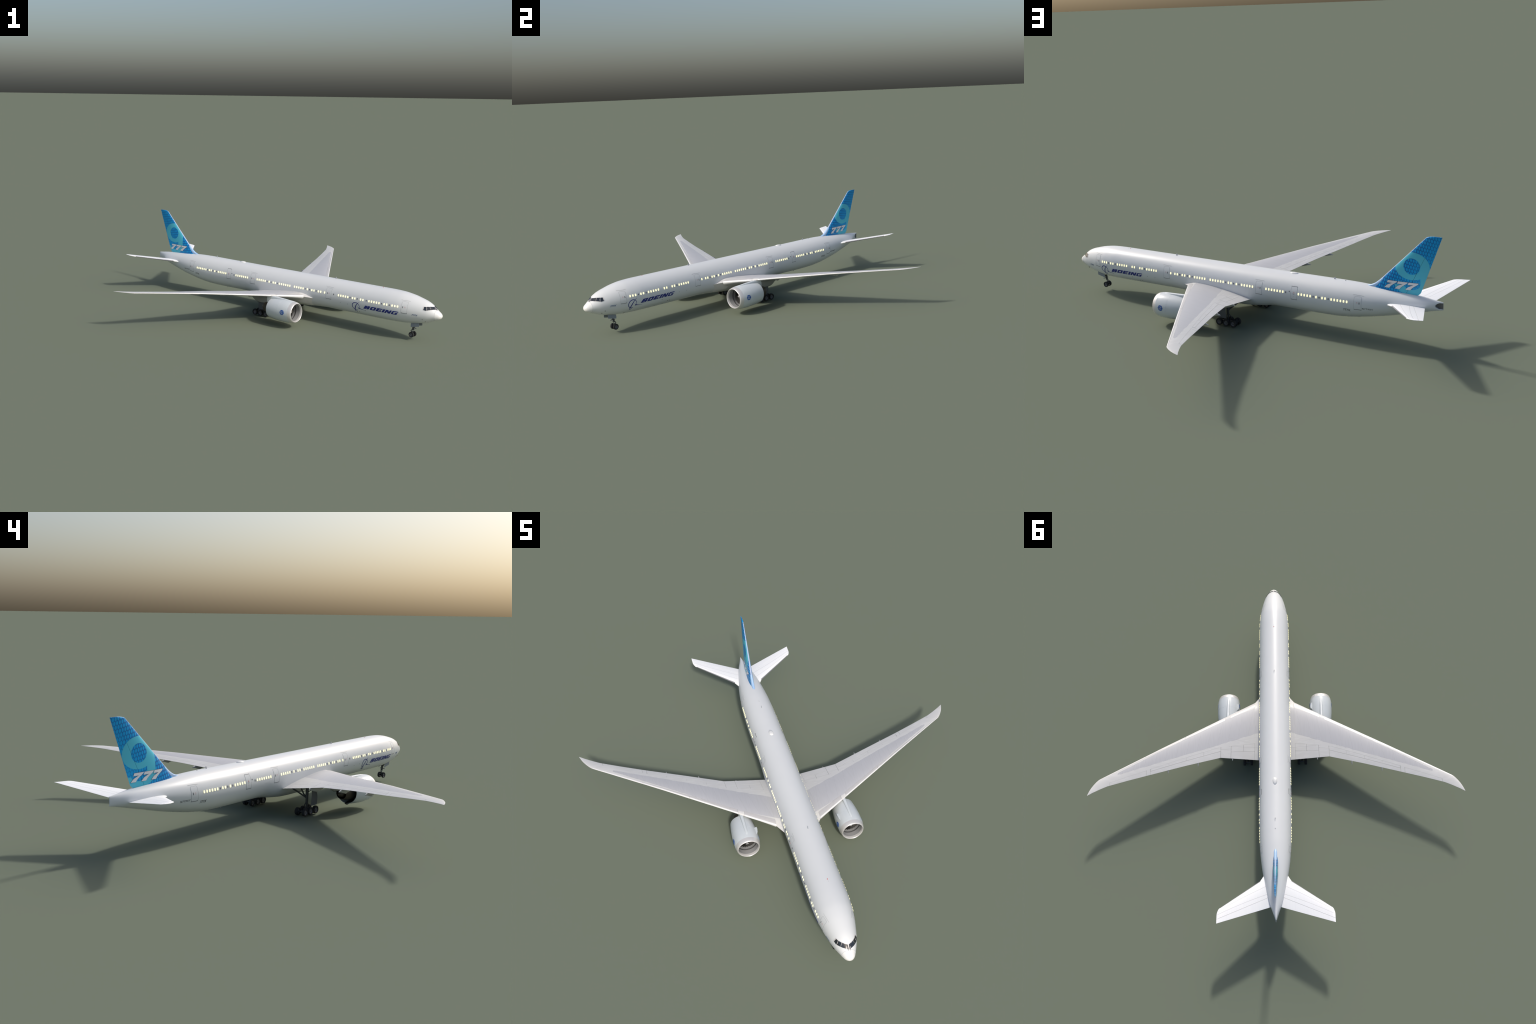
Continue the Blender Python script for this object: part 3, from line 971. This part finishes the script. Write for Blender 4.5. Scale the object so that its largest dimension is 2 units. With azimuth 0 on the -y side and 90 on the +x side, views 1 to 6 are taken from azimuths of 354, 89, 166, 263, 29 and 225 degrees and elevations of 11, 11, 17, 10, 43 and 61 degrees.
seven = [(.32, .64), (.45, 1.0), (1.73, 1.0), (1.68, .88)] + [tuple(p) for p in spline([(1.50, .74), (1.12, .48), (.82, .22), (.66, 0)], 5)] + [(0, 0)] \
    + [tuple(p) for p in spline([(.10, .12), (.38, .38), (.74, .56), (1.06, .69)], 5)] + [(.44, .69)]
for side in (1, -1):
    x_left = -0.7250 if side > 0 else -0.9150
    for k in range(3):
        lp = [[((a + 1.40 * k) * 0.0400 / U, b * 0.0400 / U) for a, b in seven]]
        wrap("numeral_rim", outline_mesh(lp, 0.085), on_fin(side, x_left, 0.3005), "ink", fin, 0.0006, 0.0016, (1.0, 0.8))
        wrap("numeral", outline_mesh(lp, -0.01), on_fin(side, x_left, 0.3005), "white", fin, 0.0011, 0.0016, (1.0, 0.8))

# ---------------------------------------------------------------- engines
EZ = 0.1070
EX = -0.0025
OUT = [(0.5345, .0592), (0.5330, .0615), (0.5280, .0640), (0.5190, .0667), (0.5085, .0688), (0.49, .0708), (0.465, .0718), (0.44, .0716),
       (0.41, .0704), (0.38, .0680), (0.355, .0650), (0.333, .0615)]
INN = [(0.5345, .0592), (0.5330, .0575), (0.5280, .0560), (0.5190, .0548), (0.505, .0545), (0.478, .0560)]
blade_mesh = None
for side in (1, -1):
    C = (EX, side * 0.3000, EZ)
    k = next(i for i, p in enumerate(OUT) if p[0] == 0.5085)
    v, f = loft(revolve(OUT[k:] + [(0.3335, .0600), (0.36, .0600), (0.44, .0590)], C, 96), False, False)
    engine = add("engine_cowl", v, f, "cowl", root, sharp=50)
    v, f = loft(revolve([(0.5090, .0670)] + [(x - 0.0004 if i == 0 else x, r) for i, (x, r) in enumerate(OUT[:k + 1][::-1])] + INN[1:4], C, 96), False, False)
    add("inlet_lip", v, f, "lip", engine, sharp=60)
    v, f = loft(revolve(INN[3:] + [(0.440, .0560)], C, 96), False, False)
    add("inlet_duct", v, f, "duct", engine)
    for xr in (0.4885, 0.4840):
        v, f = loft(revolve([(xr + .0009, .0556), (xr + .0006, .0543), (xr - .0006, .0543), (xr - .0009, .0556)], C, 96), False, False)
        add("duct_seal_ring", v, f, "black", engine)
    # raised seam bands around the cowl
    for xr, rr in ((0.5015, .06965), (0.432, .07145)):
        v, f = loft(revolve([(xr + .0006, rr - .001), (xr + .0005, rr + .0001), (xr - .0005, rr + .0001), (xr - .0006, rr - .001)], C, 96), False, False)
        add("cowl_seam", v, f, "cowl", engine)
    # fan: backing disc, blades, spinner
    v, f = loft(revolve([(0.4600, .0005), (0.4600, .0558), (0.4560, .0558), (0.4560, .0005)], C, 64))
    add("fan_disc", v, f, "fan", engine)
    v, f = loft(revolve([(0.4925, .0006), (0.4905, .0035), (0.4860, .0075), (0.4800, .0115), (0.4720, .0152), (0.4640, .0170), (0.4600, .0170)], C, 40))
    add("spinner", v, f, "spinner", engine)
    sw = []
    for q in range(19):
        t = q / 18; a = 0.6 + side * 2.6 * t
        x = 0.4912 - 0.012 * t; r = 0.0026 + 0.0103 * t
        w = 0.0012 + 0.0016 * math.sin(math.pi * t)
        sw.append([(x + 0.0007, (r + d) * math.cos(a) + C[1], (r + d) * math.sin(a) + EZ) for d in (-w, w)] + [(x - 0.0015, (r + d) * math.cos(a) + C[1], (r + d) * math.sin(a) + EZ) for d in (w, -w)])
    v, f = loft(sw)
    add("spinner_swirl", v, f, "white", engine)
    if blade_mesh is None:
        rr_ = []
        for q in range(12):
            t = q / 11; r = 0.0150 + 0.0400 * t
            tw = math.radians(25 + 38 * t); ch = 0.013 + 0.008 * math.sin(math.pi * t * 0.8)
            sweep_ = 0.004 * math.sin(math.pi * t) - 0.004 * t
            ring = []
            for j in range(10):
                a = TAU * j / 10
                u_, w_ = ch / 2 * math.cos(a), 0.0009 * math.sin(a)
                ring.append((0.4690 + u_ * math.cos(tw) + w_ * math.sin(tw) + sweep_, u_ * math.sin(tw) - w_ * math.cos(tw), r))
            rr_.append(ring)
        v, f = loft(rr_)
        ob = add("fan_blade", v, f, "fan", engine)
        blade_mesh = ob.data
        bpy.data.objects.remove(ob)
    for q in range(24):
        o = bpy.data.objects.new("fan_blade", blade_mesh)
        SC.collection.objects.link(o); o.parent = engine
        o.location = C; o.rotation_euler = (TAU * q / 24, 0, 0)
    # bypass duct wall, core cowl, hot nozzle, plug
    v, f = loft(revolve([(0.4400, .0570), (0.4400, .0200)], C, 64), False, False)
    add("bypass_bulkhead", v, f, "black", engine)
    v, f = loft(revolve([(0.430, .0400), (0.39, .0440), (0.35, .0435), (0.325, .0405), (0.300, .0350), (0.283, .0305), (0.283, .0285), (0.31, .0285)], C, 64), False, False)
    add("core_cowl", v, f, "soot", engine, sharp=50)
    v, f = loft(revolve([(0.330, .0410), (0.322, .0405), (0.300, .0356), (0.281, .0308), (0.281, .0290), (0.295, .0290)], C, 64), False, False)
    add("core_nozzle", v, f, "hot", engine, sharp=50)
    v, f = loft(revolve([(0.31, .0180), (0.290, .0200), (0.275, .0170), (0.262, .0105), (0.252, .0040), (0.249, .0006)], C, 40))
    add("exhaust_plug", v, f, "hot", engine)
    # lower fork fairing at the nozzle exit
    v, f = tube([(0.40, C[1], EZ - .054), (0.36, C[1], EZ - .058), (0.335, C[1], EZ - .0615), (0.318, C[1], EZ - .060)], [0.006, 0.0085, 0.008, 0.003], 14)
    add("drain_mast", v, f, "soot", engine)
    # pylon
    PXL = [.500, .485, .46, .42, .38, .345, .30, .25, .20, .165]
    PTOP = [.1720, .1785, .1825, .1850, .1868, .1885, .1800, .1720, .1660, .1600]
    PBOT = [.165, .165, .160, .155, .150, .146, .1330, .1270, .1330, .1520]
    PWD = [.0015, .0065, .0085, .0092, .0096, .0102, .0110, .0105, .0080, .002]
    rings_ = []
    for x in np.linspace(.500, .165, 44):
        t_, b_, w_ = (float(pchip(PXL, q, x)) for q in (PTOP, PBOT, PWD))
        ring = []
        for j in range(28):
            a = TAU * j / 28
            cy, sz = math.cos(a), math.sin(a)
            ring.append((x, C[1] + w_ * math.copysign(abs(cy) ** .6, cy), (t_ + b_) / 2 + (t_ - b_) / 2 * math.copysign(abs(sz) ** .6, sz)))
        rings_.append(ring)
    v, f = loft(rings_)
    cut = 27
    v, f = loft(rings_[:cut])
    add("pylon", v, f, "cowl", engine, sharp=60)
    v, f = loft(rings_[cut - 1:])
    add("pylon_aft_fairing", v, f, "underwing", engine, sharp=60)
    # heat shield under the aft pylon
    rings_ = []
    for x in np.linspace(.335, .20, 20):
        b_ = float(pchip(PXL, PBOT, x)); u = (0.335 - x) / 0.135
        w_ = 0.0125 * (1 - 0.6 * u)
        rings_.append([(x, C[1] + w_ * math.cos(TAU * j / 16), b_ + 0.0015 + 0.0035 * math.sin(TAU * j / 16)) for j in range(16)])
    v, f = loft(rings_)
    add("pylon_heat_shield", v, f, "soot", engine)
    # inboard chine
    an = math.radians(36)
    rad = lambda r: (C[1] - side * r * math.cos(an), EZ + r * math.sin(an))
    prof = [(0.472, .0700), (0.460, .0805), (0.438, .0850), (0.424, .0840), (0.418, .0690)]
    n_ = Vector((0, side * math.sin(an), math.cos(an)))
    v = []
    for x, r in prof:
        y, z = rad(r)
        for s in (-1, 1): v.append(Vector((x, y, z)) + n_ * 0.0006 * s)
    f = [tuple(range(0, 10, 2)), tuple(range(9, 0, -2))] + [(2*i, 2*i+1, (2*i+3) % 10, (2*i+2) % 10) for i in range(5)]
    add("nacelle_chine", v, f, "cowl", engine, sharp=20)

    # round badge: scalloped ring and script-like curls, both sides of each cowl
    def on_cowl(sgn, x0, z0):
        k_ = -1 if sgn > 0 else 1
        def place(a, b, off):
            x, z = x0 + k_ * a * U, z0 + b * U
            r = float(pchip([p[0] for p in OUT][::-1], [p[1] for p in OUT][::-1], x - EX))
            dz = z - EZ
            y = math.sqrt(max(1e-8, r * r - dz * dz))
            s_ = (r + off) / r
            return Vector((x, C[1] + sgn * y * s_, EZ + dz * s_))
        return place
    for sgn in (1, -1):
        P = on_cowl(sgn, 0.4680, 0.1125)
        K = 1.60
        scal = [((1.0 + .04 * math.cos(6 * a)) * K * math.cos(a), (1.0 + .04 * math.cos(6 * a)) * K * math.sin(a)) for a in (TAU * k / 72 for k in range(72))]
        petals = []
        for q in range(6):
            a0 = TAU * q / 6 + 0.3
            petals.append([(K * (.80 * math.cos(a0) + .13 * math.cos(t)), K * (.80 * math.sin(a0) + .09 * math.sin(t))) for t in (TAU * k / 14 for k in range(14))])
        g_ = [(a * K, b * K) for a, b in stroke(spline([(-.12, .46), (-.44, .30), (-.48, -.18), (-.22, -.46), (-.08, -.10), (-.24, .0)], 4), [.19] * 21)]
        e_ = [(a * K, b * K) for a, b in stroke(spline([(.46, .42), (.16, .38), (.16, .06), (.36, .02), (.14, -.08), (.16, -.44), (.48, -.40)], 4), [.19] * 25)]
        wrap("engine_badge", outline_mesh([scal] + petals + [g_, e_]), P, "badge", engine, 0.0006, 0.0014, (0.4, 0.4))

# ---------------------------------------------------------------- landing gear
TYRE = [(0.55, .56), (0.80, .60), (0.97, .70), (1.0, .82), (0.92, .93), (0.70, .985), (0.35, 1.0)]
TYRE = TYRE + [(-a, r) for a, r in TYRE[::-1]]
RIM = [(.25, .02), (.55, .05), (.60, .14), (.42, .20), (.34, .40), (.50, .46), (.62, .57), (.55, .60)]
RIM = RIM + [(-a, r) for a, r in RIM[::-1]]


def wheel(parent, centre, radius, width, cache={}):
    for name, prof, mat in (("tyre", TYRE, "tyre"), ("wheel_rim", RIM, "rim")):
        key = (name, radius)
        if key not in cache:
            v, f = loft(revolve([(a * width / 2, r * radius) for a, r in prof], (0, 0, 0), 40, "y"), name == "wheel_rim", name == "wheel_rim")
            if name == "tyre": f += [(len(prof) * 40 - 40 + j, len(prof) * 40 - 40 + (j + 1) % 40, (j + 1) % 40, j) for j in range(40)]
            ob = add(name, v, f, mat, parent, sharp=40)
            cache[key] = ob.data; bpy.data.objects.remove(ob)
        o = bpy.data.objects.new(name, cache[key])
        SC.collection.objects.link(o); o.parent = parent; o.location = centre


# nose gear
NX, NZ, NRAD = 1.2000, 0.0364, 0.0174
v, f = join([tube([(1.204, 0, 0.112), (1.2035, 0, 0.085), (1.2025, 0, 0.064)], [0.0062, 0.0060, 0.0052], 16),
             tube([(NX, -0.0125, NZ), (NX, 0.0125, NZ)], 0.0042, 12),
             tube([(1.206, 0, 0.080), (1.235, 0, 0.108)], 0.0028, 10),
             tube([(1.203, -0.012, 0.078), (1.203, 0.012, 0.078)], 0.0026, 10),
             tube([(1.200, 0.0045, 0.070), (1.189, 0.003, 0.058), (1.196, 0.0015, 0.044)], 0.0016, 8),
             tube([(1.200, -0.0045, 0.070), (1.189, -0.003, 0.058), (1.196, -0.0015, 0.044)], 0.0016, 8),
             tube([(1.203, 0.008, 0.077), (1.216, 0.009, 0.0745)], 0.0020, 8),
             tube([(1.203, -0.008, 0.077), (1.216, -0.009, 0.0745)], 0.0020, 8)])
ngear = add("nose_landing_gear", v, f, "strut", root)
v, f = tube([(1.2025, 0, 0.066), (NX + .0006, 0, NZ)], 0.0034, 14)
add("gear_piston", v, f, "chrome", ngear)
for s in (1, -1):
    wheel(ngear, (NX, s * 0.0135, NZ), NRAD, 0.0125)
    v, f = loft(revolve([(1.2125, .0012), (1.2165, .0034), (1.2195, .0038), (1.2200, .0030)], (0, s * 0.009, 0.0745), 16))
    add("taxi_light", v, f, "chrome", ngear)
    # long forward doors hanging at the bay edges
    rings_ = []
    for u in np.linspace(0, 1, 8):
        x = 1.197 + 0.056 * u
        zt = 0.1095 + 0.010 * u; zb = 0.0855 + 0.0115 * u
        yy = s * 0.0200
        rings_.append([(x, yy - .0007, zt), (x, yy + .0007, zt), (x, yy + s * .0008 + .0007, (zt + zb) / 2), (x, yy + .0007, zb), (x, yy - .0007, zb), (x, yy + s * .0008 - .0007, (zt + zb) / 2)])
    v, f = loft(rings_)
    add("gear_door", v, f, "gear_door", ngear, sharp=30)

# main gear: six-wheel bogies
MR = 0.0208
for side in (1, -1):
    y = side * 0.1740
    zb = 0.0218
    v, f = join([
        tube([(0.152, y, 0.158), (0.150, y, 0.110), (0.149, y, 0.062)], [0.0085, 0.0080, 0.0070], 18),
        tube([(0.1015, y, zb), (0.1490, y, zb + .0010), (0.1960, y, zb)], [0.0055, 0.0078, 0.0055], 14),
        tube([(0.148, y, 0.086), (0.110, y - side * .030, 0.120), (0.078, y - side * .056, 0.148)], 0.0040, 12),
        tube([(0.149, y, 0.080), (0.136, y - side * .014, 0.112), (0.122, y - side * .024, 0.148)], 0.0042, 12),
        tube([(0.110, y - side * .030, 0.120), (0.146, y, 0.124)], 0.0016, 8),
        tube([(0.147, y, 0.066), (0.128, y, 0.052), (0.137, y, 0.030)], [0.0036, 0.0030, 0.0040], 10),
        tube([(0.151, y + side * .006, 0.118), (0.168, y + side * .018, 0.130)], 0.0020, 8),
        tube([(0.155, y, 0.062), (0.176, y, 0.030)], 0.0022, 8),
    ] + [tube([(x, y - .024, zb), (x, y + .024, zb)], 0.0040, 12) for x in (0.1027, 0.1490, 0.1950)])
    gear = add("main_landing_gear", v, f, "strut", root)
    v, f = tube([(0.149, y, 0.064), (0.149, y, zb)], 0.0052, 16)
    add("gear_piston", v, f, "strut", gear)
    for x in (0.1027, 0.1490, 0.1950):
        for s in (1, -1):
            wheel(gear, (x, y + s * 0.0222, zb - (zb - MR)), MR, 0.0160)
    # curved strut door on the outboard side
    rings_ = []
    for u in np.linspace(0, 1, 12):
        z = 0.050 + 0.086 * u
        x0, x1 = 0.1390 + 0.004 * u, 0.1925 - 0.010 * u ** 2
        yy = side * (0.2055 + 0.004 * math.sin(math.pi * u) + 0.002 * u)
        t_ = 0.0009
        rings_.append([(x0, yy - t_, z), (x0, yy + t_, z), ((x0 + x1) / 2, yy + side * .002 + t_, z), (x1, yy + t_, z), (x1, yy - t_, z), ((x0 + x1) / 2, yy + side * .002 - t_, z)])
    v, f = loft(rings_)
    add("gear_door", v, f, "strut_door", gear, sharp=40)

bpy.context.view_layer.update()
